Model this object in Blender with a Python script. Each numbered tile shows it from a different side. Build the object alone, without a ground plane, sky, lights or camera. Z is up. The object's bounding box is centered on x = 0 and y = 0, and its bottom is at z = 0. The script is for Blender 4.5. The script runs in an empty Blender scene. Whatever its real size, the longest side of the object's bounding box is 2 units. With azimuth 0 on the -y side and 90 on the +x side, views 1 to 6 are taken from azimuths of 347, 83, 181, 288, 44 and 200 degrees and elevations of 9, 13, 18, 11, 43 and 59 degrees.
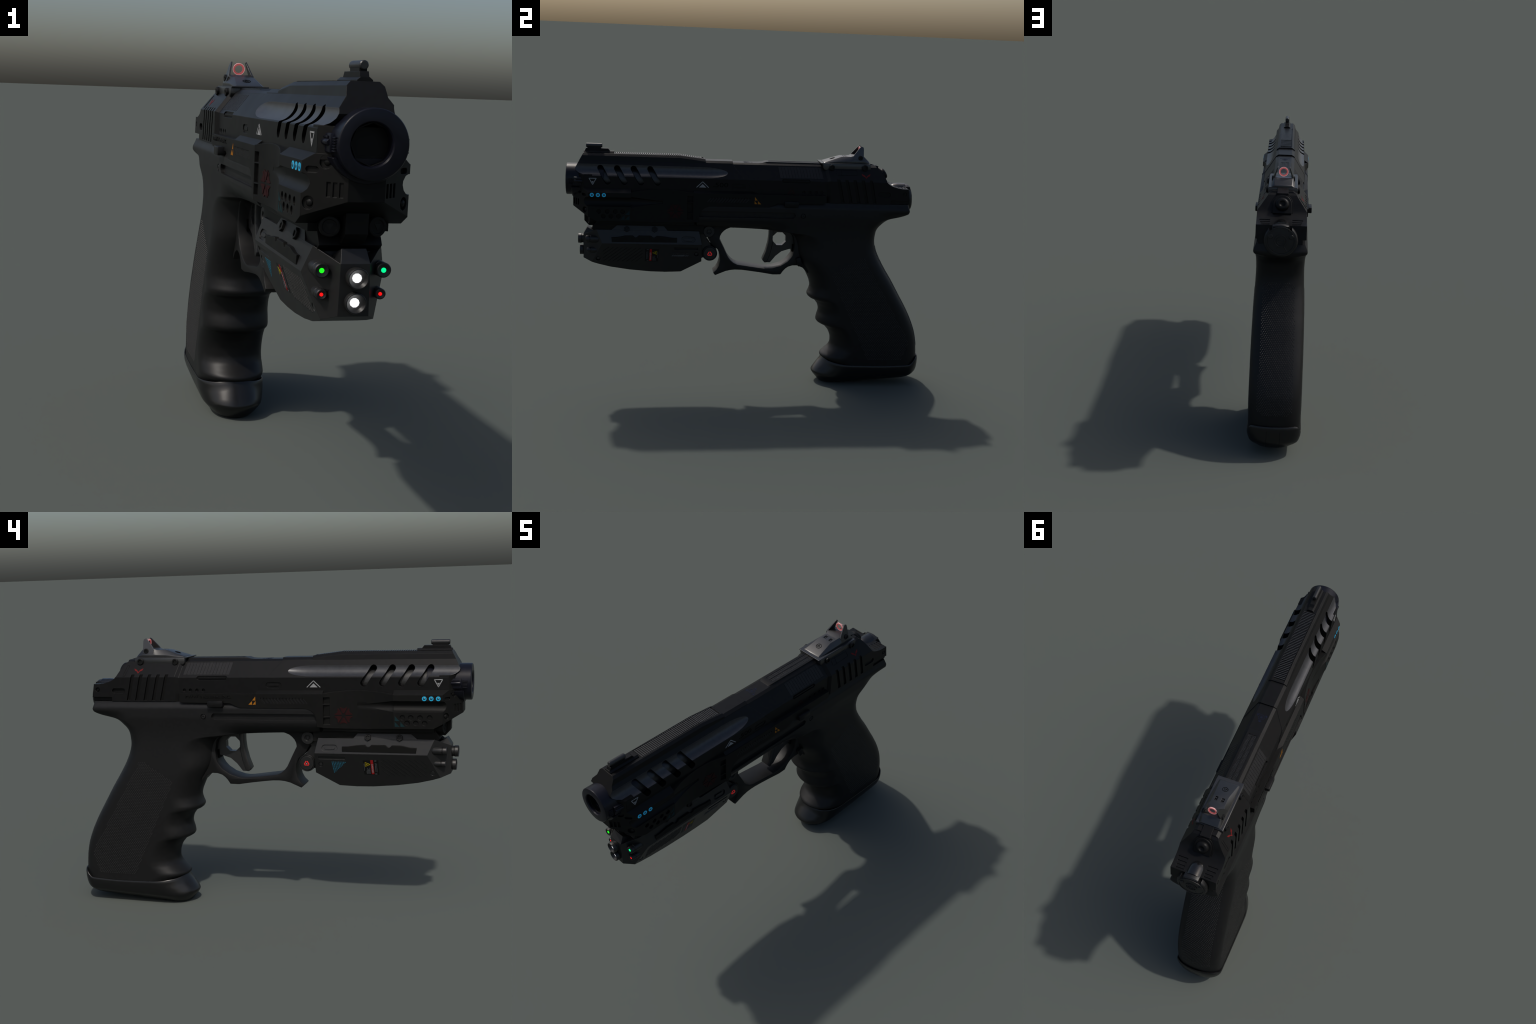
import bpy, bmesh, math
from mathutils import Vector, Matrix

# ------------------------------------------------------------------ materials
def material(name, color, rough=0.45, metal=0.0, grain=0.15, bump=0.0, scale=60.0,
             edge=0.0025, emit=None, power=1.0, spec=0.5):
    m = bpy.data.materials.new(name); m.use_nodes = True
    nt = m.node_tree; N = nt.nodes; L = nt.links
    p = N["Principled BSDF"]
    p.inputs["Metallic"].default_value = metal
    p.inputs["Specular IOR Level"].default_value = spec
    tc = N.new("ShaderNodeTexCoord")
    nz = N.new("ShaderNodeTexNoise"); nz.inputs["Scale"].default_value = scale
    nz.inputs["Detail"].default_value = 4.0
    L.new(tc.outputs["Object"], nz.inputs["Vector"])
    rp = N.new("ShaderNodeValToRGB")
    c = color
    rp.color_ramp.elements[0].position = 0.3; rp.color_ramp.elements[1].position = 0.7
    rp.color_ramp.elements[0].color = (c[0]*(1-grain), c[1]*(1-grain), c[2]*(1-grain), 1)
    rp.color_ramp.elements[1].color = (c[0]*(1+grain), c[1]*(1+grain), c[2]*(1+grain), 1)
    L.new(nz.outputs["Fac"], rp.inputs["Fac"])
    L.new(rp.outputs["Color"], p.inputs["Base Color"])
    n2 = N.new("ShaderNodeTexNoise"); n2.inputs["Scale"].default_value = 9.0
    L.new(tc.outputs["Object"], n2.inputs["Vector"])
    mr = N.new("ShaderNodeMapRange")
    mr.inputs["To Min"].default_value = max(0.02, rough-0.05); mr.inputs["To Max"].default_value = rough+0.05
    L.new(n2.outputs["Fac"], mr.inputs["Value"]); L.new(mr.outputs["Result"], p.inputs["Roughness"])
    nrm = None
    if edge > 0:
        bv = N.new("ShaderNodeBevel"); bv.samples = 4; bv.inputs["Radius"].default_value = edge
        nrm = bv.outputs["Normal"]
    if bump > 0:
        bp = N.new("ShaderNodeBump"); bp.inputs["Strength"].default_value = bump
        bp.inputs["Distance"].default_value = 0.0012
        n3 = N.new("ShaderNodeTexNoise"); n3.inputs["Scale"].default_value = 420.0
        L.new(tc.outputs["Object"], n3.inputs["Vector"]); L.new(n3.outputs["Fac"], bp.inputs["Height"])
        if nrm is not None: L.new(nrm, bp.inputs["Normal"])
        nrm = bp.outputs["Normal"]
    if nrm is not None: L.new(nrm, p.inputs["Normal"])
    if emit is not None:
        p.inputs["Emission Color"].default_value = (*emit, 1); p.inputs["Emission Strength"].default_value = power
    return m

M = {}
def build_materials():
    M["slide"]   = material("blackened_steel", (0.0062, 0.0062, 0.0064), 0.40, spec=0.15)
    M["rear"]    = material("blackened_steel_satin", (0.0055, 0.0055, 0.0056), 0.44, spec=0.15)
    M["scoop"]   = material("sky_tinted_scoop_steel", (0.036, 0.037, 0.041), 0.36, 0.25)  # slide steel made paler and bluer to carry the sky reflection
    M["housing"] = material("black_alloy", (0.0056, 0.0056, 0.0053), 0.46, spec=0.14)
    M["polymer"] = material("black_polymer", (0.0075, 0.0075, 0.0077), 0.48, bump=0.10, spec=0.24)
    M["grip"]    = material("black_rubber", (0.0072, 0.0072, 0.0074), 0.46, bump=0.12, edge=0, spec=0.24)
    M["base"]    = material("gloss_black_polymer", (0.0062, 0.0063, 0.0066), 0.30, edge=0, spec=0.42)
    M["stud"]    = material("rubber_stud", (0.0185, 0.0185, 0.0180), 0.36, edge=0, spec=0.40)
    M["muzzle"]  = material("bluish_black_metal", (0.0042, 0.0045, 0.0085), 0.32, spec=0.24)
    M["light"]   = material("black_anodised", (0.0085, 0.0085, 0.0087), 0.44, spec=0.40)
    M["metal"]   = material("dark_metal", (0.014, 0.014, 0.0145), 0.36, spec=0.5)
    M["sight"]   = material("sight_black", (0.0085, 0.0085, 0.0088), 0.37, spec=0.85)
    M["pit"]     = material("recess_black", (0.0045, 0.0045, 0.0043), 0.5, edge=0, spec=0.22)
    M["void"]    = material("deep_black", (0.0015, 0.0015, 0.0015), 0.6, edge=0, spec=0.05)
    M["knurl"]   = material("glint_lightened_rib_metal", (0.060, 0.059, 0.057), 0.34, 0.8, edge=0)  # base raised so flat rib tops show the sun glint
    M["white"]   = material("grey_white_print", (0.24, 0.245, 0.25), 0.6, edge=0, spec=0.15)
    M["printgrey"] = material("grey_print", (0.065, 0.068, 0.072), 0.6, edge=0, spec=0.15)
    M["hatchgrey"] = material("slate_print", (0.0185, 0.0185, 0.020), 0.45, edge=0)
    M["grooveline"] = material("fine_groove_line", (0.0110, 0.0110, 0.0115), 0.5, edge=0, spec=0.2)
    M["inlay"] = material("slate_inlay", (0.0125, 0.0125, 0.0135), 0.45, edge=0, spec=0.2)
    M["gloss"] = material("gloss_black_cap", (0.0065, 0.0067, 0.0072), 0.17, edge=0, spec=0.6)
    M["orange"]  = material("orange_print", (0.27, 0.105, 0.009), 0.6, edge=0, spec=0.15)
    M["red"]     = material("red_print", (0.11, 0.006, 0.006), 0.55, edge=0, spec=0.15)
    M["bandred"] = material("label_red_print", (0.26, 0.010, 0.011), 0.55, edge=0, spec=0.15)
    M["darkred"] = material("dull_red_print", (0.018, 0.0028, 0.0030), 0.55, edge=0, spec=0.15)
    M["yellow"]  = material("yellow_print", (0.24, 0.19, 0.005), 0.6, edge=0, spec=0.15)
    M["teal"]    = material("teal_print", (0.0042, 0.018, 0.021), 0.55, edge=0, spec=0.15)
    M["cyan"]    = material("cyan_print", (0.018, 0.105, 0.155), 0.6, edge=0, spec=0.15)
    M["navy"]    = material("navy_print", (0.0050, 0.0075, 0.020), 0.55, edge=0, spec=0.15)
    M["blueled"] = material("blue_indicator", (0.018, 0.30, 0.47), 0.25, edge=0, emit=(0.0012, 0.055, 0.115), power=1.0)
    M["bluecore"] = material("blue_indicator_core", (0.010, 0.10, 0.16), 0.18, edge=0, spec=0.8)
    M["whiteled"] = material("lit_white_lamp", (0.9, 0.9, 0.9), 0.3, edge=0, emit=(1, 1, 1), power=1.05)
    M["greenled"] = material("lit_green_laser", (0.02, 0.8, 0.02), 0.3, edge=0, emit=(0.012, 1.0, 0.012), power=1.0)
    M["springled"] = material("lit_spring_green_laser", (0.0, 0.8, 0.3), 0.3, edge=0, emit=(0.0, 1.0, 0.28), power=1.0)
    M["redled"]  = material("lit_red_laser", (0.8, 0.01, 0.01), 0.3, edge=0, emit=(1.0, 0.006, 0.006), power=1.0)
    M["redmark"] = material("lit_red_mark", (0.4, 0.015, 0.015), 0.4, edge=0, emit=(0.24, 0.008, 0.008), power=0.8)
    M["reticle"] = material("red_reticle", (0.42, 0.06, 0.06), 0.4, edge=0, emit=(0.26, 0.055, 0.055), power=0.75)
    M["reticleedge"] = material("pale_reticle_edge", (0.5, 0.28, 0.27), 0.4, edge=0, emit=(0.42, 0.20, 0.20), power=0.7)
    g = material("clear_glass", (0.92, 0.93, 0.93), 0.02, grain=0, edge=0)
    p = g.node_tree.nodes["Principled BSDF"]
    p.inputs["Transmission Weight"].default_value = 1.0; p.inputs["IOR"].default_value = 1.12
    M["glass"] = g
build_materials()

# ------------------------------------------------------------------ object helpers
ROOT = bpy.data.objects.new("futuristic_pistol", None)
bpy.context.scene.collection.objects.link(ROOT)
ROOT.empty_display_size = 0.1
ROOT.rotation_euler = (0, 0, 0.0040); ROOT.location.x = 0.0007; ROOT.scale = (1.022, 1, 1)
ROOT["label"] = "black futuristic pistol with underbarrel light and reflex sight"
ROOT["category"] = "pistol"

def new_mesh(name, verts, faces, mats):
    me = bpy.data.meshes.new(name)
    me.from_pydata([tuple(v) for v in verts], [], faces)
    me.validate()
    bm = bmesh.new(); bm.from_mesh(me)
    bmesh.ops.recalc_face_normals(bm, faces=bm.faces); bm.to_mesh(me); bm.free()
    for m in (mats if isinstance(mats, (list, tuple)) else [mats]): me.materials.append(M[m])
    return me

def shade(me, angle=32):
    for p in me.polygons: p.use_smooth = True
    me.set_sharp_from_angle(angle=math.radians(angle))
    if len(me.materials) > 1:
        bm = bmesh.new(); bm.from_mesh(me)
        for e in bm.edges:
            if len(e.link_faces) == 2 and e.link_faces[0].material_index != e.link_faces[1].material_index: e.smooth = False
        bm.to_mesh(me); bm.free()

def add(name, geo, mat, parent=None, angle=32, kind=None):
    v, f = geo
    me = new_mesh(name, v, f, mat); shade(me, angle)
    ob = bpy.data.objects.new(name, me)
    bpy.context.scene.collection.objects.link(ob)
    ob.parent = parent if parent is not None else ROOT
    if kind: ob["kind"] = kind
    return ob

def replace_mesh(ob, angle=32):
    dg = bpy.context.evaluated_depsgraph_get(); dg.update()
    me = bpy.data.meshes.new_from_object(ob.evaluated_get(dg), preserve_all_data_layers=True, depsgraph=dg)
    old = ob.data; ob.modifiers.clear(); ob.data = me; me.name = ob.name
    bpy.data.meshes.remove(old); shade(me, angle)

def boolean(ob, geo, op="DIFFERENCE", mat="pit", angle=32):
    """apply one boolean; geo may hold many separate closed islands"""
    cut = bpy.data.objects.new("cutter", new_mesh("cutter", geo[0], geo[1], mat))
    bpy.context.scene.collection.objects.link(cut)
    md = ob.modifiers.new("b", "BOOLEAN"); md.operation = op; md.object = cut
    md.solver = "EXACT"; md.material_mode = "TRANSFER"
    replace_mesh(ob, angle)
    me = cut.data; bpy.data.objects.remove(cut); bpy.data.meshes.remove(me)

def bevel(ob, w=0.003, seg=2, ang=35):
    md = ob.modifiers.new("v", "BEVEL"); md.width = w; md.segments = seg
    md.limit_method = "ANGLE"; md.angle_limit = math.radians(ang); md.use_clamp_overlap = True
    replace_mesh(ob)

# ------------------------------------------------------------------ geometry helpers
def join(*gs):
    V, F = [], []
    for v, f in gs:
        o = len(V); V += list(v); F += [tuple(i+o for i in q) for q in f]
    return V, F

def skin(rings, closed_ends=True):
    n = len(rings[0]); V = [p for r in rings for p in r]; F = []
    for k in range(len(rings)-1):
        for i in range(n):
            j = (i+1) % n
            F.append((k*n+i, k*n+j, (k+1)*n+j, (k+1)*n+i))
    if closed_ends:
        F.append(tuple(range(n))[::-1]); F.append(tuple((len(rings)-1)*n+i for i in range(n)))
    return V, F

def prism(poly, axis, a, b):
    def P(u, v, w):
        return {"x": (w, u, v), "y": (u, w, v), "z": (u, v, w)}[axis]
    return skin([[P(u, v, a) for u, v in poly], [P(u, v, b) for u, v in poly]])

def box(x0, x1, y0, y1, z0, z1):
    return prism([(x0, y0), (x1, y0), (x1, y1), (x0, y1)], "z", z0, z1)

def frame_of(axis):
    w = Vector(axis).normalized()
    h = Vector((0, 0, 1)) if abs(w.z) < 0.9 else Vector((0, 1, 0))
    u = h.cross(w).normalized(); return u, w.cross(u), w

def revolve(center, axis, profile, n=40, phase=0.0):
    """profile: list of (distance along axis, radius)"""
    u, v, w = frame_of(axis); c = Vector(center); rings = []
    for d, r in profile:
        r = max(r, 0.00005)
        rings.append([c + w*d + (u*math.cos(phase+2*math.pi*i/n) + v*math.sin(phase+2*math.pi*i/n))*r for i in range(n)])
    return skin(rings)

def cyl(center, axis, d0, d1, r, n=32, phase=0.0, ch=0.0):
    if ch > 0:
        return revolve(center, axis, [(d0, r-ch), (d0+ch, r), (d1-ch, r), (d1, r-ch)], n, phase)
    return revolve(center, axis, [(d0, r), (d1, r)], n, phase)

def tube(center, axis, d0, d1, ro, ri, n=40):
    u, v, w = frame_of(axis); c = Vector(center); rings = []
    for d, r in ((d0, ro), (d1, ro), (d1, ri), (d0, ri), (d0, ro)):
        rings.append([c + w*d + (u*math.cos(2*math.pi*i/n) + v*math.sin(2*math.pi*i/n))*r for i in range(n)])
    V, F = skin(rings[:-1], False); m = 3*n
    for i in range(n):
        j = (i+1) % n; F.append((m+i, m+j, j, i))
    return V, F

def mirror(g):
    return [(-p[0], p[1], p[2]) for p in g[0]], [tuple(reversed(f)) for f in g[1]]
def both(g): return join(g, mirror(g))

# side surfaces: x = x0 + k*(z - z0)
SURF = {
 "slide": (0.107, 1.168, 0.0), "slide_slope": (0.107, 1.168, -0.727),
 "mid": (0.104, 1.168, 0.0), "mid_slope": (0.104, 1.168, -0.733),
 "rear": (0.116, 1.172, 0.0), "rear_slope": (0.116, 1.172, -0.726),
 "strip": (0.127, 1.0, 0.0), "window": (0.1235, 1.0, 0.0), "block": (0.135, 1.0, 0.0),
 "frame": (0.1255, 1.0, 0.0),
 "light_up": (0.107, 0.806, -0.282), "light_low": (0.107, 0.806, 0.350),
}
def side_point(surf, side, y, z, d):
    if surf == "cover": return (side*(dish(-y) + d), y, z)
    x0, z0, k = SURF[surf]; L = math.hypot(1, k)
    return (side*(x0 + k*(z-z0) + d/L), y, z - k*d/L)

def slab(poly, surf, side, d0, d1):
    """prism on a side surface; poly in (y, z)"""
    return skin([[side_point(surf, side, y, z, d0) for y, z in poly],
                 [side_point(surf, side, y, z, d1) for y, z in poly]])

def circ(y, z, r, n=20, ph=0.0):
    return [(y + r*math.cos(ph+2*math.pi*i/n), z + r*math.sin(ph+2*math.pi*i/n)) for i in range(n)]

def stadium(p, q, r, n=8):
    a = math.atan2(q[1]-p[1], q[0]-p[0]); out = []
    for i in range(n+1):
        t = a + math.pi/2 + math.pi*i/n; out.append((p[0]+r*math.cos(t), p[1]+r*math.sin(t)))
    for i in range(n+1):
        t = a - math.pi/2 + math.pi*i/n; out.append((q[0]+r*math.cos(t), q[1]+r*math.sin(t)))
    return out

def bar2d(p, q, w):
    dx, dy = q[0]-p[0], q[1]-p[1]; l = math.hypot(dx, dy); nx, ny = -dy/l*w/2, dx/l*w/2
    return [(p[0]+nx, p[1]+ny), (p[0]-nx, p[1]-ny), (q[0]-nx, q[1]-ny), (q[0]+nx, q[1]+ny)]

def ring_slab(y, z, ro, ri, surf, side, d0, d1, n=28):
    rings = []
    for d, r in ((d0, ro), (d1, ro), (d1, ri), (d0, ri)):
        rings.append([side_point(surf, side, a, b, d) for a, b in circ(y, z, r, n)])
    V, F = skin(rings, False); m = 3*n
    for i in range(n):
        j = (i+1) % n; F.append((m+i, m+j, j, i))
    return V, F

def curve(pts):
    """smooth monotone-ish cubic interpolation through (t, value)"""
    pts = sorted(pts); T = [p[0] for p in pts]; Y = [p[1] for p in pts]; n = len(T)
    s = [(Y[i+1]-Y[i])/(T[i+1]-T[i]) for i in range(n-1)]
    m = [s[0]] + [0.0 if s[i-1]*s[i] <= 0 else 2*s[i-1]*s[i]/(s[i-1]+s[i]) for i in range(1, n-1)] + [s[-1]]
    def f(t):
        if t <= T[0]: return Y[0]
        if t >= T[-1]: return Y[-1]
        k = 0
        while T[k+1] < t: k += 1
        h = T[k+1]-T[k]; u = (t-T[k])/h
        return ((1+2*u)*(1-u)**2*Y[k] + u*(1-u)**2*h*m[k] + u*u*(3-2*u)*Y[k+1] + u*u*(u-1)*h*m[k+1])
    return f

def sstep(a, b, t):
    t = max(0.0, min(1.0, (t-a)/(b-a))); return t*t*(3-2*t)

def text_geo(body, size, depth, width=None):
    cu = bpy.data.curves.new("t", "FONT"); cu.body = body; cu.size = size; cu.extrude = depth/2
    cu.align_x = "CENTER"; cu.align_y = "CENTER"; cu.resolution_u = 3
    ob = bpy.data.objects.new("t", cu); bpy.context.scene.collection.objects.link(ob)
    dg = bpy.context.evaluated_depsgraph_get(); dg.update()
    me = bpy.data.meshes.new_from_object(ob.evaluated_get(dg), depsgraph=dg)
    V = [tuple(v.co) for v in me.vertices]; F = [tuple(p.vertices) for p in me.polygons]
    bpy.data.objects.remove(ob); bpy.data.curves.remove(cu); bpy.data.meshes.remove(me)
    if width:
        w = max(v[0] for v in V) - min(v[0] for v in V); k = width/w
        V = [(v[0]*k, v[1], v[2]) for v in V]
    return V, F

def side_text(body, y, z, size, surf, side, depth=0.0016, width=None, rot=0.0):
    V, F = text_geo(body, size, depth, width); out = []
    c, s = math.cos(rot), math.sin(rot)
    for a, b, d in V:
        a, b = a*c - b*s, a*s + b*c
        out.append(side_point(surf, side, y + side*a, z + b, d))
    return out, F

def mark(name, geos, mat, parent):
    return add(name, join(*geos), mat, parent, 20)

PROUD = 0.0007; SINK = -0.0015

# ================================================================== SLIDE
def slide_ring(y, hw, zf, xr, zr, zt, zb=1.052, shear=0.0):
    pts = [(hw, zb), (hw, zf), (xr, zr), (xr - 0.18*max(0.0, zt-0.012-zr), max(zr+0.001, zt-0.011)), (xr-0.0155, zt)]
    pts = pts + [(-x, z) for x, z in reversed(pts)]
    return [(x, y - shear*max(0.0, z-1.168), z) for x, z in pts]

# --- front cover of the slide
def front_ring(y, zt): return slide_ring(y, 0.107, 1.168, 0.051, 1.2445, zt, 1.075)
front = add("slide_front", skin([front_ring(-0.99, 1.2815), front_ring(-0.388, 1.2795), front_ring(-0.2585, 1.2645),
    front_ring(-0.258, 1.2575), front_ring(0.06, 1.2575)]), "slide")
fprof = [(0.045, 1.07), (0.043, 1.091), (0.001, 1.110), (-0.046, 1.168), (-0.112, 1.243), (-0.105, 1.30), (-0.901, 1.30),
         (-0.909, 1.283), (-0.951, 1.204), (-0.947, 1.193), (-0.930, 1.181), (-0.902, 1.173), (-0.902, 1.07)]
boolean(front, prism(fprof, "x", -0.2, 0.2), "INTERSECT", "slide", 14)
# concave scoops along both slopes, rounded at the rear
def scoop():
    cx, cz, R, yc, a = 0.1142, 1.2172, 0.0465, -0.275, 0.19
    rings = []; n = 72
    for y in (-1.1, -0.9, -0.6, yc):
        rings.append([(cx+R*math.cos(2*math.pi*i/n), y, cz+R*math.sin(2*math.pi*i/n)) for i in range(n)])
    for k in range(1, 24):
        t = math.pi/2*k/24
        rings.append([(cx+R*math.cos(t)*math.cos(2*math.pi*i/n), yc+a*math.sin(t), cz+R*math.cos(t)*math.sin(2*math.pi*i/n)) for i in range(n)])
    return skin(rings)
boolean(front, both(scoop()), "DIFFERENCE", "scoop", 14)
# four slanted vents on each side
vents = []
for k in range(4):
    y = -0.820 + k*0.0880
    vents.append(prism(stadium((y+0.0015, 1.2075), (y+0.0425, 1.1405), 0.0155, 10), "x", 0.030, 0.25))
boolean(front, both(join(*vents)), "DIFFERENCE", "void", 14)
cuts = []
for s in (-1, 1):
    cuts.append(slab(stadium((-0.055, 1.1315), (-0.104, 1.1315), 0.0135), "slide", s, -0.004, 0.02))
boolean(front, join(*cuts), "DIFFERENCE", "slide", 14)
# dark bed under the cross ribs, following the top line
bed = skin([[(-0.0305, y, z-0.0035), (0.0305, y, z-0.0035), (0.0305, y, z+0.02), (-0.0305, y, z+0.02)] for y, z in ((-0.742, 1.2812), (-0.388, 1.2797), (-0.268, 1.2655))])
boolean(front, bed, "DIFFERENCE", "pit", 14)
for s in (-1, 1):
    add("slide_button", slab(stadium((-0.060, 1.1315), (-0.099, 1.1315), 0.0055), "slide", s, -0.006, -0.001), "slide", front)

# cross ribs on top
ribs = []
k = 0; y = -0.738
ztop = lambda yy: 1.2812 if yy < -0.388 else 1.2795 - (yy+0.388)/0.1295*0.015
while y < -0.275:
    z = ztop(y); ribs.append(box(-0.0295, 0.0295, y, y+0.0054, z-0.006, z+0.0012)); y += 0.0103
add("top_rib", join(*ribs), "knurl", front, 20, "stuff")

# barrel inside the vents
barrel = add("barrel", revolve((0, -0.90, 1.137), (0, 1, 0), [(0, 0.074), (0.55, 0.074)], 48), "metal")

# --- middle and rear of the slide
mid = add("slide", skin([
    slide_ring(-0.20, 0.104, 1.168, 0.050, 1.2415, 1.2505), slide_ring(0.030, 0.104, 1.168, 0.050, 1.2415, 1.2505),
    slide_ring(0.060, 0.104, 1.168, 0.050, 1.2415, 1.2535), slide_ring(0.406, 0.104, 1.168, 0.050, 1.2415, 1.2535, shear=0.2),
    slide_ring(0.424, 0.116, 1.172, 0.0635, 1.2445, 1.2545, shear=0.2), slide_ring(0.95, 0.116, 1.172, 0.0635, 1.2445, 1.2545)]), "slide")
rprof = [(-0.128, 1.0525), (0.872, 1.0525), (0.857, 1.1385), (0.829, 1.1385), (0.804, 1.1415), (0.778, 1.1485), (0.764, 1.1535), (0.752, 1.1600), (0.743, 1.1665),
         (0.735, 1.1755), (0.722, 1.200), (0.708, 1.222), (0.694, 1.2395), (0.682, 1.2470), (0.660, 1.30), (-0.128, 1.30)]
boolean(mid, prism(rprof, "x", -0.2, 0.2), "INTERSECT", "slide", 14)
c = []
for k in range(5):            # slanted grasping grooves
    yb, yt = 0.681 - 0.0445*k, 0.656 - 0.0450*k
    for s in (-1, 1):
        g = [(yb, 1.057), (yt, 1.168), (yt-0.0035, 1.184), (yt-0.0205, 1.184), (yt-0.018, 1.168), (yb-0.0185, 1.057)]
        x0, x1 = (0.1095, 0.2)
        c.append(prism(g, "x", s*x0, s*x1))
boolean(mid, join(*c), "DIFFERENCE", "rear", 14)
c = []
for s in (-1, 1):
    c.append(slab(stadium((0.302, 1.166), (0.164, 1.166), 0.0095), "mid", s, -0.005, 0.02))
    c.append(slab(stadium((0.746, 1.104), (0.702, 1.104), 0.0130), "rear", s, -0.005, 0.02))
    c.append(box(min(s*0.104, s*0.2), max(s*0.104, s*0.2), 0.762, 0.95, 1.0, 1.0735))
    for y in (0.376, 0.345, 0.311, 0.277): c.append(slab(circ(y, 1.106, 0.0085), "mid", s, -0.005, 0.02))
    c.append(slab(circ(0.838, 1.110, 0.0115), "rear", s, -0.003, 0.02))
boolean(mid, join(*c), "DIFFERENCE", "slide", 14)
for s in (-1, 1):
    add("slide_pin", slab(circ(0.838, 1.110, 0.0055), "rear", s, -0.01, 0.0), "rear", mid)
    add("slide_insert", slab(stadium((0.300, 1.1655), (0.166, 1.1655), 0.003), "mid", s, -0.006, -0.002), "slide", mid)
# shallow rectangular inlay with fine cross lines
for s in (-1, 1):
    p = [(0.372, 1.236), (0.137, 1.236), (0.146, 1.181), (0.383, 1.181)]
    add("cooling_inlay", slab(p, "mid_slope", s, SINK, 0.0006), "inlay", mid)
    lines = []
    for i in range(1, 14):
        y = 0.372 - i*0.0168
        lines.append(slab(bar2d((y, 1.2355), (y+0.0105, 1.1815), 0.0012), "mid_slope", s, 0, 0.0012))
    add("inlay_line", join(*lines), "rear", mid, 20, "stuff")
# raised key outline on the right flank, thin trim on the left flank
c = [slab(q, "rear_slope", 1, SINK, 0.0012) for q in (bar2d((0.462, 1.231), (0.57, 1.229), 0.0015), bar2d((0.462, 1.204), (0.57, 1.207), 0.0015),
     bar2d((0.57, 1.229), (0.57, 1.207), 0.0015), bar2d((0.457, 1.226), (0.457, 1.208), 0.0015), bar2d((0.485, 1.229), (0.485, 1.206), 0.0015))]
c += [slab(q, "rear_slope", -1, SINK, 0.0012) for q in (bar2d((0.672, 1.226), (0.688, 1.178), 0.0015), bar2d((0.684, 1.226), (0.699, 1.178), 0.0015),
     bar2d((0.672, 1.226), (0.684, 1.226), 0.0015), bar2d((0.688, 1.178), (0.699, 1.178), 0.0015))]
mark("engraved_outline", c, "rear", mid)

# top rail of the slide
top = add("slide_top_rail", skin([
    [(-0.036, 0.052, 1.245), (-0.028, 0.052, 1.2525), (0.028, 0.052, 1.2525), (0.036, 0.052, 1.245)],
    [(-0.036, 0.075, 1.245), (-0.033, 0.075, 1.2590), (0.033, 0.075, 1.2590), (0.036, 0.075, 1.245)],
    [(-0.036, 0.40, 1.245), (-0.033, 0.40, 1.2590), (0.033, 0.40, 1.2590), (0.036, 0.40, 1.245)]]), "slide", mid)
boolean(top, join(box(-0.0215, -0.0025, 0.088, 0.41, 1.2565, 1.27), box(0.0025, 0.0215, 0.088, 0.41, 1.2565, 1.27)), "DIFFERENCE", "pit")
kn = []
for x0 in (-0.0205, 0.0035):
    y = 0.090
    while y < 0.395:
        kn.append(box(x0, x0+0.0075, y, y+0.0035, 1.255, 1.2582)); kn.append(box(x0+0.009, x0+0.017, y+0.003, y+0.0065, 1.255, 1.2582)); y += 0.0072
add("rail_knurling", join(*kn), "knurl", top, 20, "stuff")
# dim blue symbol
def flat(poly, z0, z1): return prism(poly, "z", z0, z1)
def ringz(x, y, ro, ri, z0, z1, n=28): return tube((x, y, 0), (0, 0, 1), z0, z1, ro, ri, n)
sy = -0.030
g = [ringz(0, sy, 0.0165, 0.0135, 1.2495, 1.2512), flat(circ(0, sy, 0.007, 12), 1.2495, 1.2511)]
for a in (90, 210, 330):
    a = math.radians(a); d = (math.cos(a), math.sin(a)); t = (-d[1], d[0])
    g.append(flat([(d[0]*0.033, sy+d[1]*0.033), (d[0]*0.021+t[0]*0.010, sy+d[1]*0.021+t[1]*0.010), (d[0]*0.021-t[0]*0.010, sy+d[1]*0.021-t[1]*0.010)], 1.2495, 1.2511))
mark("blue_symbol", g, "navy", mid)

# --- rear face: arched plate, button, tail capsule, end cap
un = Vector((0, 0.86, 0.51)).normalized(); uu = Vector((1, 0, 0)); uv = un.cross(uu)
if uv.z < 0: uv = -uv
def rear_local(pts, d, o=Vector((0, 0.7235, 1.1985))): return [o + uu*a + uv*b + un*d for a, b in pts]
def arch(r, low, n=18):
    return [(-r, low)] + [(-r*math.cos(math.pi*i/n), 0.004 + r*math.sin(math.pi*i/n)) for i in range(n+1)] + [(r, low)]
plate = add("rear_plate", skin([rear_local(arch(0.050, -0.040), -0.04), rear_local(arch(0.050, -0.040), 0.003)]), "rear")
add("rear_plate_step", skin([rear_local(arch(0.043, -0.044), -0.03), rear_local(arch(0.043, -0.044), 0.008), rear_local(arch(0.041, -0.042), 0.010)]), "rear", plate)
rb = revolve(Vector((0, 0.7235, 1.1985)), un, [(0.0, 0.032), (0.012, 0.0325), (0.020, 0.031), (0.0265, 0.026), (0.029, 0.0195), (0.0285, 0.0145), (0.024, 0.012), (0.021, 0.0)], 40)
add("rear_button", rb, "rear", plate, 50)
c = []
for s in (-1, 1):
    for i, y in enumerate((0.792, 0.812, 0.831, 0.848)):
        z = [1.1445, 1.1405, 1.1387, 1.1385][i]; xo = 0.103-0.004*i
        c.append(box(min(s*0.052, s*xo), max(s*0.052, s*xo), y-0.0035, y+0.0035, z-0.004, z+0.02))
boolean(mid, join(*c), "DIFFERENCE", "slide", 14)
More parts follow.
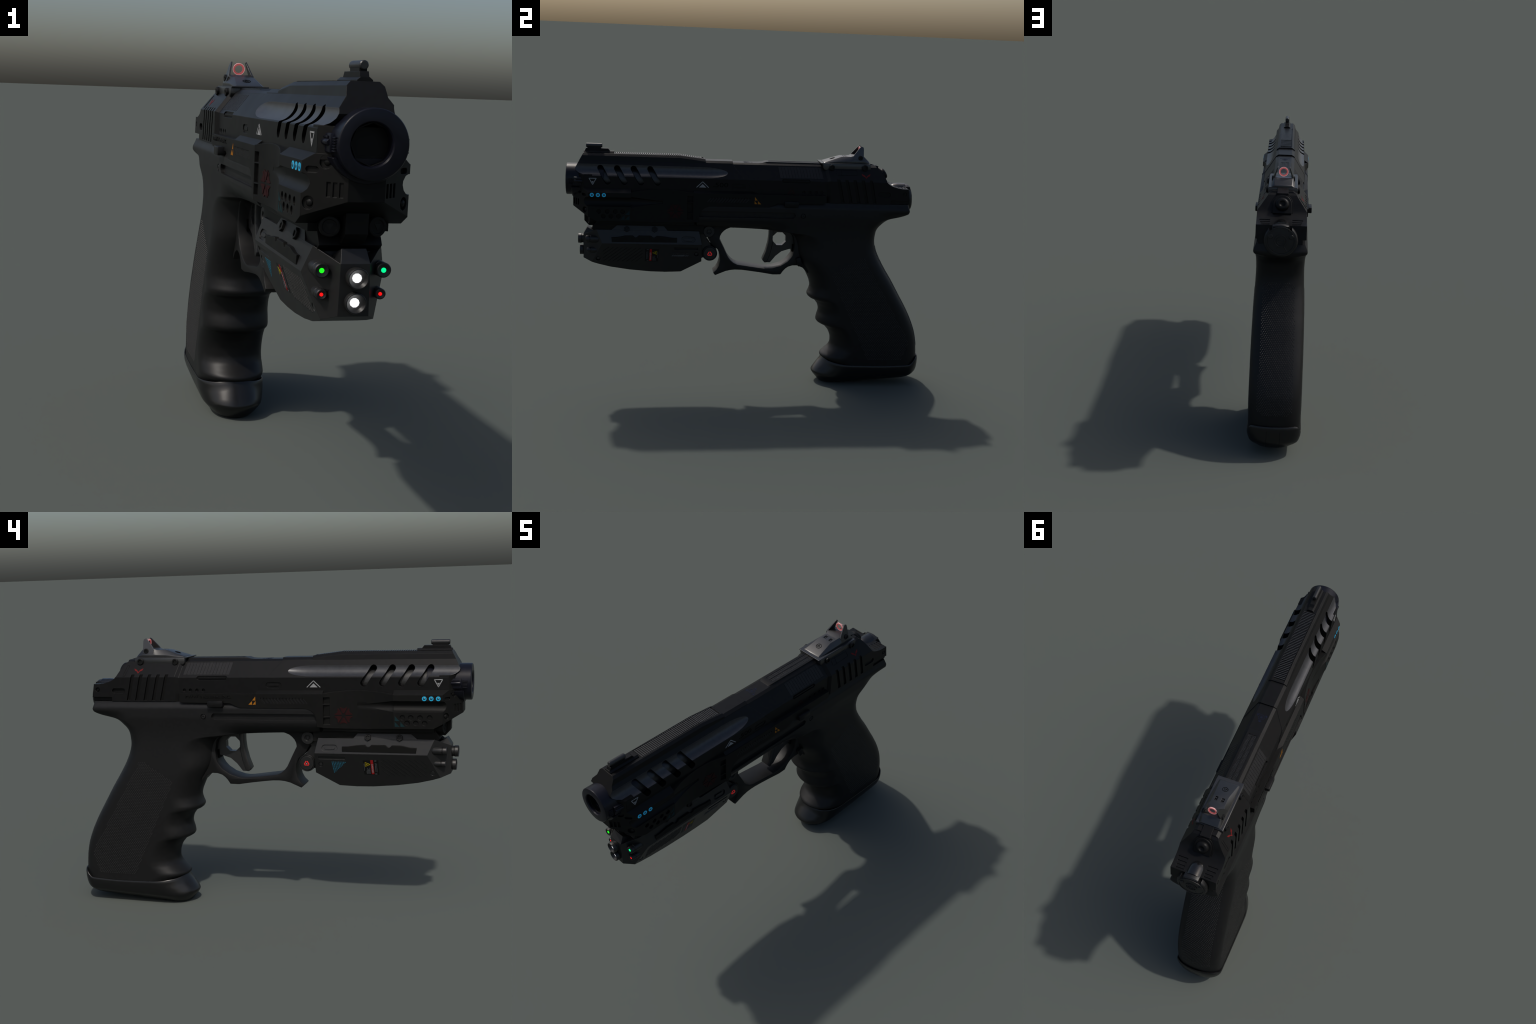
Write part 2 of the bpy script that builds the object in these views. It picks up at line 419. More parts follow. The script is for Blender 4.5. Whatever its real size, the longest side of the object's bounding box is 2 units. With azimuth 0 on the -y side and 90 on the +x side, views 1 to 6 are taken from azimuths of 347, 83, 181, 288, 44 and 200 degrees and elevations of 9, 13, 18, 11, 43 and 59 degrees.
cap = revolve((0, 0.862, 1.110), (0, -1, 0), [(0, 0.042), (0.001, 0.0455), (0.045, 0.0455), (0.065, 0.0425), (0.082, 0.036), (0.094, 0.027), (0.101, 0.014), (0.104, 0.0)], 40)
add("tail_capsule", cap, "gloss", None, 60)
ex = Vector((0, 0.848, 1.0705)); ea = (0, 1, 0.06)
endc = add("end_cap", revolve(ex, ea, [(0, 0.072), (0.004, 0.0775), (0.030, 0.0785), (0.036, 0.0770), (0.041, 0.0725), (0.0425, 0.066), (0.0435, 0.055), (0.044, 0.0)], 64), "light", None, 25)  # lighter black picked to brighten the cap with sky light
boolean(endc, join(box(-0.053, -0.038, 0.83, 0.95, 1.118, 1.20), box(0.038, 0.053, 0.83, 0.95, 1.118, 1.20)), "DIFFERENCE", "pit", 25)
add("cap_lug", box(-0.0365, 0.0365, 0.855, 0.886, 1.10, 1.1405), "rear", endc)
eo = ex + Vector(ea).normalized()*0.0425
g = [tube(eo, ea, -0.001, 0.0042, 0.030, 0.0245), tube(eo, ea, -0.001, 0.0038, 0.019, 0.0155), box(-0.014, 0.014, eo.y-0.002, eo.y+0.0030, eo.z-0.001, eo.z+0.001)]
for x in (-0.047, 0.047): g.append(cyl(eo + Vector((x, 0, 0.020)), ea, -0.002, 0.0042, 0.0115, 20, ch=0.002))
for a in (-60, -120):
    a = math.radians(a); g.append(revolve(eo + Vector((0.047*math.cos(a), 0.001, 0.047*math.sin(a))), (math.cos(a), 0, math.sin(a)), [(-0.016, 0.0033), (0.016, 0.0033)], 10))
g.append(tube(eo, ea, -0.002, 0.0028, 0.0665, 0.0615))
add("cap_relief", join(*g), "light", endc)
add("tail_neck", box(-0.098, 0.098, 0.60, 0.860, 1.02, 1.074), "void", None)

# ================================================================== FRAME AND GRIP
yb_f = curve([(1.055, 0.869), (1.03, 0.877), (1.012, 0.882), (1.000, 0.880), (0.988, 0.868), (0.978, 0.852), (0.970, 0.822), (0.964, 0.795), (0.955, 0.774),
    (0.945, 0.757), (0.930, 0.738), (0.915, 0.723), (0.900, 0.7135), (0.882, 0.7075), (0.838, 0.703), (0.790, 0.711), (0.743, 0.730), (0.672, 0.770),
    (0.608, 0.811), (0.530, 0.857), (0.434, 0.913), (0.36, 0.949), (0.295, 0.972), (0.224, 0.985), (0.164, 0.989), (0.12, 0.980)])
yf_f = curve([(0.12, 0.464), (0.140, 0.442), (0.147, 0.434), (0.154, 0.432), (0.180, 0.456), (0.206, 0.481), (0.23, 0.4885), (0.251, 0.4880), (0.292, 0.475), (0.315, 0.458),
    (0.337, 0.435), (0.346, 0.413), (0.355, 0.401), (0.363, 0.3985), (0.38, 0.401), (0.419, 0.410), (0.448, 0.404), (0.467, 0.392), (0.485, 0.375),
    (0.495, 0.352), (0.505, 0.342), (0.513, 0.3390), (0.535, 0.347), (0.563, 0.353), (0.587, 0.348), (0.62, 0.334), (0.654, 0.316), (0.69, 0.291),
    (0.73, 0.267), (0.771, 0.254), (0.80, 0.248), (0.84, 0.238), (0.862, 0.224), (0.872, 0.205), (0.880, 0.155), (0.888, 0.09), (0.895, -0.01), (0.899, -0.083),
    (0.903, -0.20), (0.908, -0.31), (1.055, -0.312)])
hwB = curve([(1.055, 0.111), (1.045, 0.114), (1.017, 0.1245), (0.98, 0.1250), (0.94, 0.1215), (0.90, 0.1180), (0.85, 0.1165), (0.79, 0.1180), (0.66, 0.1230), (0.45, 0.1260), (0.28, 0.126), (0.12, 0.125)])
hwF = curve([(1.055, 0.111), (1.045, 0.114), (1.017, 0.1245), (0.955, 0.1250), (0.94, 0.1215), (0.925, 0.1125), (0.912, 0.1010), (0.905, 0.093), (0.898, 0.084), (0.885, 0.076), (0.86, 0.076)])
Lf_f = curve([(1.055, 0.01), (0.912, 0.01), (0.895, 0.05), (0.87, 0.11), (0.84, 0.15), (0.80, 0.17), (0.70, 0.135), (0.55, 0.12), (0.30, 0.12), (0.12, 0.15)])
Lb_f = curve([(1.055, 0.012), (1.0, 0.02), (0.975, 0.05), (0.95, 0.085), (0.90, 0.09), (0.70, 0.085), (0.45, 0.08), (0.12, 0.08)])
PF, PB = 2.0, 2.5
def grip_hw(y, z):
    yf, yb = yf_f(z), yb_f(z)
    a = sstep(0.06, 0.24, y)
    if z < 0.86: a = 1.0
    else: a = a
    w = hwB(z)*a + hwF(z)*(1-a)
    w *= 1 - 0.30*sstep(0.68, 0.84, y)*sstep(1.012, 0.958, z)*sstep(0.92, 0.95, z)   # chamfer under the beavertail
    u = max(0.0, min(1.0, (y-yf)/Lf_f(z))); v = max(0.0, min(1.0, (yb-y)/Lb_f(z)))
    return w * (1-(1-u)**PF)**(1/PF) * (1-(1-v)**PB)**(1/PB)
def grip_ring(z, n=64):
    yf, yb = yf_f(z), yb_f(z); right = []
    for i in range(1, n):
        t = i/n; s = 0.5-0.5*math.cos(math.pi*t)
        # cluster by arc at both ends
        y = yf + (yb-yf)*s
        right.append((grip_hw(y, z), y, z))
    return [(0, yf, z)] + right + [(0, yb, z)] + [(-x, y, zz) for x, y, zz in reversed(right)]
zs = [0.12 + 0.0068*i for i in range(int((0.855-0.12)/0.0068)+1)]
zs += [0.858, 0.864, 0.868, 0.872, 0.876, 0.880, 0.884, 0.888, 0.8915, 0.895, 0.897, 0.899, 0.901, 0.903, 0.9055, 0.908]
z = 0.912
while z < 1.052: zs.append(z); z += 0.0045
zs.append(1.0515)
grip = add("grip", skin([grip_ring(z) for z in zs]), "grip", None, 55)
c = []
for s in (-1, 1):
    # long groove with rounded rear end
    c.append(slab(stadium((0.219, 0.9805), (-0.40, 0.9795), 0.0165, 10), "frame", s, -0.011, 0.03))
    c.append(slab(circ(0.277, 0.979, 0.0145, 24), "frame", s, -0.004, 0.02))
boolean(grip, join(*c), "DIFFERENCE", "polymer", 45)
for s in (-1, 1):
    add("frame_pin", revolve((s*0.118, 0.277, 0.979), (s, 0, 0), [(0, 0.0105), (0.0055, 0.0105), (0.007, 0.009), (0.0072, 0.005), (0.005, 0.0045), (0.005, 0)], 24), "polymer", grip)

# stippled panels: small pyramidal studs, real geometry
def inside(p, poly):
    x, y = p; r = False; j = len(poly)-1
    for i in range(len(poly)):
        if (poly[i][1] > y) != (poly[j][1] > y) and x < (poly[j][0]-poly[i][0])*(y-poly[i][1])/(poly[j][1]-poly[i][1])+poly[i][0]: r = not r
        j = i
    return r
def stud(V, F, p, t1, t2, nrm, a, b, h):
    o = len(V); p = Vector(p)
    for sa, sb in ((-1, 0), (0, -1), (1, 0), (0, 1)): V.append(p - nrm*0.001 + t1*(a*sa) + t2*(b*sb))
    V.append(p + nrm*h)
    F += [(o, o+1, o+4), (o+1, o+2, o+4), (o+2, o+3, o+4), (o+3, o, o+4)]
poly = [(0.632, 0.748), (0.612, 0.748), (0.454, 0.648), (0.686, 0.158), (0.886, 0.158), (0.918, 0.268)]
V, F = [], []
di = 0.0105; row = 0; z = 0.16
while z < 0.75:
    y = 0.44 + (di/2 if row % 2 else 0)
    while y < 0.93:
        if inside((y, z), poly):
            e = 0.002; w = grip_hw(y, z)
            dy = (grip_hw(y+e, z)-grip_hw(y-e, z))/(2*e); dz = (grip_hw(y, z+e)-grip_hw(y, z-e))/(2*e)
            for s in (-1, 1):
                n = Vector((s, -dy, -dz)).normalized(); t1 = Vector((s*dy, 1, 0)).normalized(); t2 = n.cross(t1)
                stud(V, F, (s*w, y, z), t1, t2, n, 0.0032, 0.0048, 0.0019)
        y += di
    z += di*0.72; row += 1
def back_y(x, z):
    q = min(0.999, abs(x)/hwB(z)); v = 1-(1-q**PB)**(1/PB); return yb_f(z) - Lb_f(z)*v
row = 0; z = 0.225
while z < 0.80:
    x = -0.09 + (di/2 if row % 2 else 0)
    while x < 0.09:
        lim = 0.078 + 0.006*sstep(0.8, 0.3, z)
        edge = min(z-0.215, 0.81-z)
        if abs(x) < lim and abs(x) < 0.055 + edge:
            e = 0.002; dx = (back_y(x+e, z)-back_y(x-e, z))/(2*e); dz = (back_y(x, z+e)-back_y(x, z-e))/(2*e)
            n = Vector((-dx, 1, -dz)).normalized(); t1 = Vector((1, dx, 0)).normalized(); t2 = n.cross(t1)
            stud(V, F, (x, back_y(x, z), z), t1, t2, n, 0.0032, 0.0048, 0.0023)
        x += di
    z += di*0.72; row += 1
add("grip_stippling", (V, F), "stud", grip, 10, "stuff")

# magazine base plate
ztop_f = curve([(0.37, 0.170), (0.42, 0.168), (0.438, 0.150), (0.475, 0.134), (0.595, 0.1225), (0.772, 0.1195), (0.90, 0.124), (0.935, 0.128), (0.955, 0.145), (0.975, 0.166), (1.01, 0.170)])
zbot_f = lambda y: max(0.0, 0.0 + (y-0.44)*0.066)
def base_ring(s, yf, yb, hw, lf=0.10, lb=0.07, n=48, off=0.0):
    def P(y, w):
        zb = zbot_f(y); return (w, y, zb + (ztop_f(y)-zb)*s + off)
    right = []
    for i in range(1, n):
        t = 0.5-0.5*math.cos(math.pi*i/n); y = yf+(yb-yf)*t
        u = min(1.0, (y-yf)/lf); v = min(1.0, (yb-y)/lb)
        right.append(P(y, hw*(1-(1-u)**2.1)**(1/2.1)*(1-(1-v)**2.4)**(1/2.4)))
    return [P(yf, 0)] + right + [P(yb, 0)] + [(-a, b, c) for a, b, c in reversed(right)]
rings = [base_ring(0.0, 0.434, 0.945, 0.064, 0.08), base_ring(0.03, 0.426, 0.957, 0.073, 0.09), base_ring(0.10, 0.416, 0.968, 0.084, 0.10), base_ring(0.22, 0.398, 0.984, 0.100, 0.13),
         base_ring(0.29, 0.3895, 0.990, 0.109, 0.15), base_ring(0.33, 0.3870, 0.993, 0.113, 0.155), base_ring(0.37, 0.3890, 0.995, 0.1160, 0.16), base_ring(0.48, 0.401, 0.998, 0.1205, 0.16), base_ring(0.70, 0.424, 1.0, 0.127, 0.16),
         base_ring(0.88, 0.437, 1.0, 0.1290, 0.16), base_ring(0.97, 0.4405, 0.9985, 0.1290, 0.155), base_ring(1.0, 0.443, 0.996, 0.1270, 0.155), base_ring(1.0, 0.451, 0.988, 0.1200, 0.15, off=-0.002), base_ring(0.9, 0.456, 0.98, 0.112, 0.15)]
mag = add("magazine_base", skin(rings), "base", None, 50)
boolean(mag, join(box(-0.0325, -0.0315, 0.94, 1.05, 0.035, 0.145), box(0.0315, 0.0325, 0.94, 1.05, 0.035, 0.145), box(-0.032, 0.032, 0.982, 1.05, 0.03, 0.052)), "DIFFERENCE", "pit", 50)

# ================================================================== TRIGGER GUARD AND TRIGGER
outer = [(0.33, 0.64), (0.30, 0.672), (0.268, 0.685), (0.242, 0.6845), (0.218, 0.677), (0.203, 0.666), (0.190, 0.652), (0.177, 0.632), (0.133, 0.631), (0.067, 0.6415), (0.0, 0.6505),
         (-0.044, 0.6555), (-0.080, 0.6562), (-0.105, 0.6535), (-0.132, 0.647), (-0.1885, 0.623), (-0.200, 0.637), (-0.182, 0.654), (-0.170, 0.676), (-0.163, 0.706), (-0.166, 0.740), (-0.179, 0.770),
         (-0.200, 0.786), (-0.215, 0.801), (-0.236, 0.835), (-0.25, 0.860), (-0.27, 0.93), (0.33, 0.93)]
inner = [(0.249, 0.80), (0.246, 0.760), (0.240, 0.740), (0.228, 0.722), (0.214, 0.706), (0.177, 0.6815), (0.130, 0.6665), (0.106, 0.6635), (0.082, 0.6645), (-0.066, 0.6850), (-0.088, 0.695), (-0.106, 0.710), (-0.120, 0.728),
         (-0.146, 0.781), (-0.1695, 0.827), (-0.167, 0.845), (-0.159, 0.861), (-0.1475, 0.874), (-0.134, 0.8845), (-0.113, 0.893), (-0.087, 0.899), (0.09, 0.888), (0.196, 0.876), (0.225, 0.868), (0.24, 0.85)]
guard = add("trigger_guard", prism(outer, "x", -0.053, 0.053), "polymer")
boolean(guard, prism(inner, "x", -0.2, 0.2), "DIFFERENCE", "polymer")
bevel(guard, 0.003, 2, 50)
trig = add("trigger", prism([(0.26, 0.90), (0.26, 0.772), (0.235, 0.7725), (0.219, 0.770), (0.180, 0.757), (0.148, 0.730), (0.119, 0.693), (0.100, 0.693), (0.118, 0.74), (0.128, 0.79), (0.131, 0.83), (0.128, 0.90)], "x", -0.019, 0.019), "metal")
boolean(trig, prism(circ(0.167, 0.829, 0.0395, 8, math.radians(22.5)), "x", -0.1, 0.1), "DIFFERENCE", "metal")
blade = add("trigger_blade", prism([(0.131, 0.90), (0.129, 0.83), (0.126, 0.79), (0.116, 0.74), (0.101, 0.6925), (0.087, 0.6925), (0.0735, 0.708), (0.092, 0.757), (0.1035, 0.805), (0.108, 0.845), (0.1075, 0.90)], "x", -0.025, 0.025), "metal", trig)
bevel(blade, 0.004, 2, 50)
add("trigger_slot", box(-0.024, 0.024, 0.238, 0.262, 0.757, 0.80), "void", trig)
# magazine release (right side)
rel = [(0.256, 0.7285), (0.282, 0.737), (0.296, 0.693), (0.2755, 0.682), (0.268, 0.688)]
r = add("magazine_release", prism(rel, "x", 0.03, 0.073), "slide"); bevel(r, 0.004, 2)
# slide stop levers
for s, x1 in ((-1, 0.1475), (1, 0.1415)):
    lv = add("slide_stop", prism([(0.2475, 1.0585), (0.1695, 1.0585), (0.1695, 1.034), (0.175, 1.028), (0.242, 1.028), (0.2475, 1.034)], "x", s*0.10, s*x1), "slide"); bevel(lv, 0.003, 2)

# ================================================================== SIDE RAILS, COVER, FRONT HOUSING
strip = [(0.396, 1.0925), (0.398, 1.055), (0.386, 1.0485), (0.137, 1.0455), (0.088, 1.0240), (-0.238, 1.0225), (-0.262, 1.014), (-0.280, 0.998), (-0.289, 0.975), (-0.291, 0.936), (-0.322, 0.932), (-0.322, 1.0925)]
rail = add("receiver_rail", prism(strip, "x", -0.127, 0.127), "housing")
ledge = [(0.127, 1.080), (0.127, 1.0925), (0.105, 1.1095), (-0.105, 1.1095), (-0.127, 1.0925), (-0.127, 1.080)]
boolean(rail, skin([[(x, 0.035, min(z, 1.0915)) for x, z in ledge], [(x, -0.002, z) for x, z in ledge], [(x, -0.322, z) for x, z in ledge]]), "UNION", "housing")
c = []
for s in (-1, 1):
    for i in range(14):
        y = -0.019 - i*0.01585
        c.append(slab(stadium((y, 1.070), (y-0.0205, 1.0475), 0.0027, 4), "strip", s, -0.005, 0.02))
boolean(rail, join(*c), "DIFFERENCE", "pit")
bars = []
for s in (-1, 1):
    for i in range(14):
        y = -0.0225 - i*0.01585
        bars.append(slab(stadium((y, 1.0675), (y-0.0195, 1.0460), 0.0024, 4), "strip", s, -0.006, 0.0))
add("vent_hatch", join(*bars), "inlay", rail, 30, "stuff")

# side cover, dished in plan: deepest half way along
def dish(d):
    t = d - 0.480
    return 0.1105 + (0.0180*(t/0.1595)**2 if t < 0 else 0.0235*(t/0.174)**2)
def cover_ring(y):
    x = dish(-y); r = [(x, 0.9335-(0.135-x)*0.27), (x, 1.0895+(0.135-x)*0.72)]
    side = [(x, y, r[0][1] + (r[1][1]-r[0][1])*i/14) for i in range(15)]
    return side + [(-a, b, c_) for a, b, c_ in reversed(side)]
cover = add("side_cover", skin([cover_ring(-0.3205 - 0.3335*i/36) for i in range(37)]), "housing", None, 20)
c = []
for s in (-1, 1):
    for z0, z1 in ((1.045, 1.076), (0.985, 1.041), (0.949, 0.981)):
        c.append(slab([(-0.3235, z0), (-0.354, z0), (-0.354, z1), (-0.3235, z1)], "window", s, -0.006, 0.02))
    rings = []
    for i in range(13):
        y = -0.484 - 0.176*i/12; x = dish(-y)
        w = 0.007 + 0.0185*min(1.0, max(0.0, (x-0.1105)/0.023))**0.75; zc = 1.0362
        d = min(x - 0.001, max(0.110, 0.1085 + 0.008*(i/12)))
        rings.append([(s*(x+0.012), y, zc+w*1.35), (s*x, y, zc+w), (s*(d+0.3*(x-d)), y, zc+w*0.80), (s*d, y, zc+w*0.35), (s*d, y, zc-w*0.10), (s*(d+0.25*(x-d)), y, zc-w*0.6), (s*x, y, zc-w), (s*(x+0.012), y, zc-w*1.35)])
    c.append(skin(rings))
boolean(cover, join(*c), "DIFFERENCE", "housing")

# front housing: plan wedge cut by side profile
plan = [(0.135, -0.6535), (0.135, -0.8785), (0.045, -0.962), (-0.045, -0.962), (-0.135, -0.8785), (-0.135, -0.6535)]
house = add("front_housing", prism(plan, "z", 0.9, 1.2), "housing")
hp = [(-0.60, 0.933), (-0.836, 0.933), (-0.962, 0.9995), (-0.972, 1.0060), (-0.972, 1.12), (-0.60, 1.12)]
boolean(house, prism(hp, "x", -0.2, 0.2), "INTERSECT", "housing")
topcut = [(-0.2, 1.13), (-0.2, 1.0497), (-0.135, 1.0895), (-0.1075, 1.1095), (0.1075, 1.1095), (0.135, 1.0895), (0.2, 1.0497), (0.2, 1.13)]
boolean(house, prism(topcut, "y", -1.1, -0.5), "DIFFERENCE", "housing")
c = []
for s in (-1, 1):
    ch = [(s*0.20, 1.0615), (s*0.136, 1.0615), (s*0.126, 1.0580), (s*0.117, 1.0460), (s*0.116, 1.0360), (s*0.121, 1.0230), (s*0.130, 1.0140), (s*0.136, 1.0110), (s*0.20, 1.0110)]
    c.append(prism(ch, "y", -1.1, -0.60))
boolean(house, join(*c), "DIFFERENCE", "housing")
c = []
for s in (-1, 1):
    for y in (-0.697, -0.735, -0.777, -0.821): c.append(slab(circ(y, 0.9855, 0.0120), "block", s, -0.006, 0.02))
    for y in (-0.718, -0.758, -0.798): c.append(slab(circ(y, 0.9600, 0.0120), "block", s, -0.006, 0.02))
    # lower corner chamfer toward the front
    # pits on the slanted front wall
    nx, ny = 0.0835, -0.090; l = math.hypot(nx, ny); nrm = Vector((s*nx/l, ny/l, 0)); tan = Vector((s*0.090/l, 0.0835/l, 0))
    def wallpt(a, z, d): return Vector((s*0.045, -0.962, 0)) + tan*a + Vector((0, 0, z)) + nrm*d
    def wall(poly, d0, d1): return skin([[wallpt(a, z, d0) for a, z in poly], [wallpt(a, z, d1) for a, z in poly]])
    c.append(wall(circ(0.058, 1.090, 0.0165, 24), -0.006, 0.02)); c.append(wall(circ(0.101, 0.990, 0.0165, 24), -0.006, 0.02))
    c.append(wall(stadium((0.084, 1.0705), (0.104, 1.0705), 0.0075), -0.006, 0.02))
    for a in (0.0145, 0.0315, 0.0485): c.append(wall([(a-0.0055, 1.008), (a+0.0055, 1.008), (a+0.0055, 1.043), (a-0.0055, 1.043)], -0.005, 0.02))
boolean(house, join(*c), "DIFFERENCE", "housing")
for s in (-1, 1):
    nrm = Vector((s*nx/l, ny/l, 0)); tan = Vector((s*0.090/l, 0.0835/l, 0))
    for a, z in ((0.058, 1.090), (0.101, 0.990)):
        o = Vector((s*0.045, -0.962, 0)) + tan*a + Vector((0, 0, z))
        add("wall_stud", revolve(o, nrm, [(-0.008, 0.0095), (-0.004, 0.009), (-0.0018, 0.007), (-0.001, 0.0)], 24), "housing", house, 45)
# upper wedge between the slide flanks
up = add("muzzle_shroud", prism([(0.1063, -0.86), (0.1063, -0.9050), (0.045, -0.9618), (-0.045, -0.9618), (-0.1063, -0.9050), (-0.1063, -0.86)], "z", 1.095, 1.1755), "housing")
# indicator lamps
for s in (-1, 1):
    for y in (-0.796, -0.8275, -0.859):
        add("indicator_ring", ring_slab(y, 1.073, 0.0105, 0.0062, "block", s, SINK, 0.0012), "blueled", house)
        add("indicator_lens", revolve((s*0.134, y, 1.073), (s, 0, 0), [(0, 0.0063), (0.0018, 0.0060), (0.0032, 0.0045), (0.0040, 0.0022), (0.0042, 0.0)], 20), "bluecore", house, 60)

# ================================================================== MUZZLE
mz = add("muzzle", revolve((0, -1.0, 1.137), (0, 1, 0), [(0.0, 0.0790), (0.0012, 0.0825), (0.004, 0.0845), (0.20, 0.0845)], 96), "muzzle")
boolean(mz, revolve((0, -1.01, 1.137), (0, 1, 0), [(0, 0.054), (0.010, 0.054), (0.0145, 0.051), (0.19, 0.051)], 96), "DIFFERENCE", "muzzle")
oc = revolve((0, -0.985, 1.137), (0, 1, 0), [(0, 0.0535), (0.17, 0.0535)], 8, math.pi/8)
oi = [0.0535*math.cos(math.pi/8)]
ring_o = tube((0, -0.985, 1.137), (0, 1, 0), 0, 0.16, 0.0530, 0.0497, 8)
add("bore_lining", ring_o, "rear", mz)
add("bore_end", cyl((0, -0.83, 1.137), (0, 1, 0), 0, 0.004, 0.051), "void", mz)
col = add("muzzle_collar", revolve((0, -0.968, 1.137), (0, 1, 0), [(0, 0.0915), (0.003, 0.0945), (0.10, 0.0945)], 72), "muzzle")
boolean(col, box(-0.2, 0.2, -1.1, -0.8, 0.9, 1.103), "INTERSECT", "muzzle")
for s in (-1, 1):
    def bx(x0, x1, *r): return box(min(s*x0, s*x1), max(s*x0, s*x1), *r)
    lt = add("muzzle_latch", join(bx(0.06, 0.0925, -0.957, -0.90, 1.1135, 1.1595)), "muzzle", mz); bevel(lt, 0.003)
    add("latch_knob", revolve((s*0.0925, -0.9545, 1.1385), (0, 1, 0), [(0, 0.0035), (0, 0.0065), (0.004, 0.0085), (0.045, 0.0085), (0.055, 0.003)], 20), "muzzle", mz, 50)
    add("latch_plate", bx(0.06, 0.0965, -0.947, -0.912, 1.148, 1.1535), "muzzle", mz)
    add("latch_ridge", join(*[bx(0.06, 0.0890, -0.983, -0.962, 1.1175+0.0062*i, 1.1205+0.0062*i) for i in range(6)]), "muzzle", mz, 30, "stuff")

# ================================================================== FRONT SIGHT
fs = add("front_sight", join(prism([(-0.748, 1.278), (-0.766, 1.2875), (-0.780, 1.305), (-0.897, 1.305), (-0.9065, 1.284), (-0.9065, 1.278)], "x", -0.0115, 0.0115)), "slide")
add("sight_foot", prism([(-0.0195, 1.276), (-0.0195, 1.2845), (-0.011, 1.2915), (0.011, 1.2915), (0.0195, 1.2845), (0.0195, 1.276)], "y", -0.908, -0.748), "slide", fs)
add("sight_saddle", box(-0.0095, 0.0095, -0.890, -0.818, 1.30, 1.316), "slide", fs)
add("fibre_rod", cyl((0, -0.854, 1.3195), (0, 1, 0), -0.043, 0.043, 0.0115, 28, ch=0.0025), "metal", fs, 40)

# ================================================================== REFLEX SIGHT
rs = add("reflex_sight", prism([(0.647, 1.262), (0.648, 1.229), (0.608, 1.2275), (0.418, 1.2275), (0.392, 1.2275), (0.383, 1.238), (0.383, 1.262)], "x", -0.0695, 0.0695), "sight")
bevel(rs, 0.002)
add("sight_plate", box(-0.0670, 0.0670, 0.372, 0.645, 1.2605, 1.2650), "sight", rs)
for s in (-1, 1):
    for y, z, r_ in ((0.616, 1.2450, 0.0160), (0.431, 1.2430, 0.0155)):
        add("mount_bolt", revolve((s*0.0585, y, z), (s, 0, 0), [(0, r_), (0.0195, r_), (0.0215, r_-0.002), (0.0215, r_*0.62), (0.0165, r_*0.58), (0.0165, 0)], 28), "pit", rs)
def opt_ring(y, z0, z1, wb, wt): 
    zm = z0 + 0.35*(z1-z0)
    return [(wb, y, z0), (wb, y, zm), (wt, y, z1), (-wt, y, z1), (-wb, y, zm), (-wb, y, z0)]
ho = add("optic_housing", skin([opt_ring(0.390, 1.263, 1.2665, 0.052, 0.046), opt_ring(0.398, 1.263, 1.2695, 0.0535, 0.045), opt_ring(0.488, 1.263, 1.2985, 0.055, 0.036), opt_ring(0.540, 1.263, 1.3000, 0.055, 0.037),
    opt_ring(0.560, 1.263, 1.3075, 0.055, 0.0455), opt_ring(0.612, 1.263, 1.3025, 0.055, 0.0455), opt_ring(0.640, 1.263, 1.2760, 0.054, 0.041), opt_ring(0.644, 1.263, 1.272, 0.052, 0.040)]), "sight", rs)
bevel(ho, 0.002)
c = []
for x in (-0.017, 0.017): c.append(box(x-0.007, x+0.007, 0.500, 0.524, 1.292, 1.32))
boolean(ho, join(*c), "DIFFERENCE", "pit")
g = []
for x in (-0.017, 0.017): g.append(box(x-0.003, x+0.006, 0.505, 0.512, 1.285, 1.2985)); g.append(box(x-0.006, x+0.006, 0.5185, 0.523, 1.285, 1.2985))
add("adjust_key", join(*g), "knurl", ho)
# round badge on the sloping nose
bn = Vector((0, -0.029, 0.090)).normalized(); bo = Vector((0, 0.443, 1.2843)); bu = Vector((1, 0, 0)); bvv = bn.cross(bu)
g = [tube(bo, bn, -0.001, 0.0008, 0.0150, 0.0128, 32)]
for tri in ([(0, 0.011), (-0.010, -0.007), (-0.003, -0.003)], [(0, 0.011), (0.003, -0.004), (0.008, -0.008)], [(-0.003, -0.005), (0.001, -0.003), (0.0, -0.010)]):
    g.append(skin([[bo + bu*a + bvv*b + bn*d for a, b in tri] for d in (-0.001, 0.0008)]))
mark("round_badge", g, "void", ho)
# window posts
for s in (-1, 1):
    def post(x0, x1, zt, pts):
        return [(s*(x0 + (x1-x0)*(z-1.295)/(1.356-1.295)), y, z) for y, z in pts]
    pts = [(0.609, 1.285), (0.611, 1.340), (0.609, 1.352), (0.597, 1.357), (0.590, 1.350), (0.558, 1.312), (0.552, 1.300), (0.555, 1.285)]
    po = add("window_post", skin([post(0.050, 0.0300, 0, pts), post(0.043, 0.0245, 0, pts)]), "sight", rs)
    add("post_bolt", revolve((s*0.044, 0.592, 1.2950), (s, 0, 0), [(0, 0.0130), (0.0095, 0.0130), (0.0110, 0.0115), (0.0110, 0.007), (0.008, 0.006), (0.008, 0)], 24), "pit", rs)
# glass pane and reticle ring
gl = lambda y: [(-0.0415, y+0.004, 1.304), (-0.0255, y-0.004, 1.3545), (0.0255, y-0.004, 1.3545), (0.0415, y+0.004, 1.304)]
add("sight_glass", skin([gl(0.594), gl(0.597)]), "glass", rs)
go = Vector((0, 0.5985, 1.3305)); ga = Vector((0, 1, 0.158)).normalized()
add("reticle_ring", tube(go, ga, -0.0052, -0.0008, 0.0205, 0.0148, 40), "reticle", rs)
add("reticle_edge", tube(go, ga, -0.0054, -0.0006, 0.0226, 0.0205, 40), "reticleedge", rs)
add("slide_bridge", skin([[(-0.030, 0.64, 1.250), (-0.025, 0.64, 1.266), (0.025, 0.64, 1.266), (0.030, 0.64, 1.250)], [(-0.030, 0.700, 1.240), (-0.025, 0.700, 1.250), (0.025, 0.700, 1.250), (0.030, 0.700, 1.240)]]), "slide")

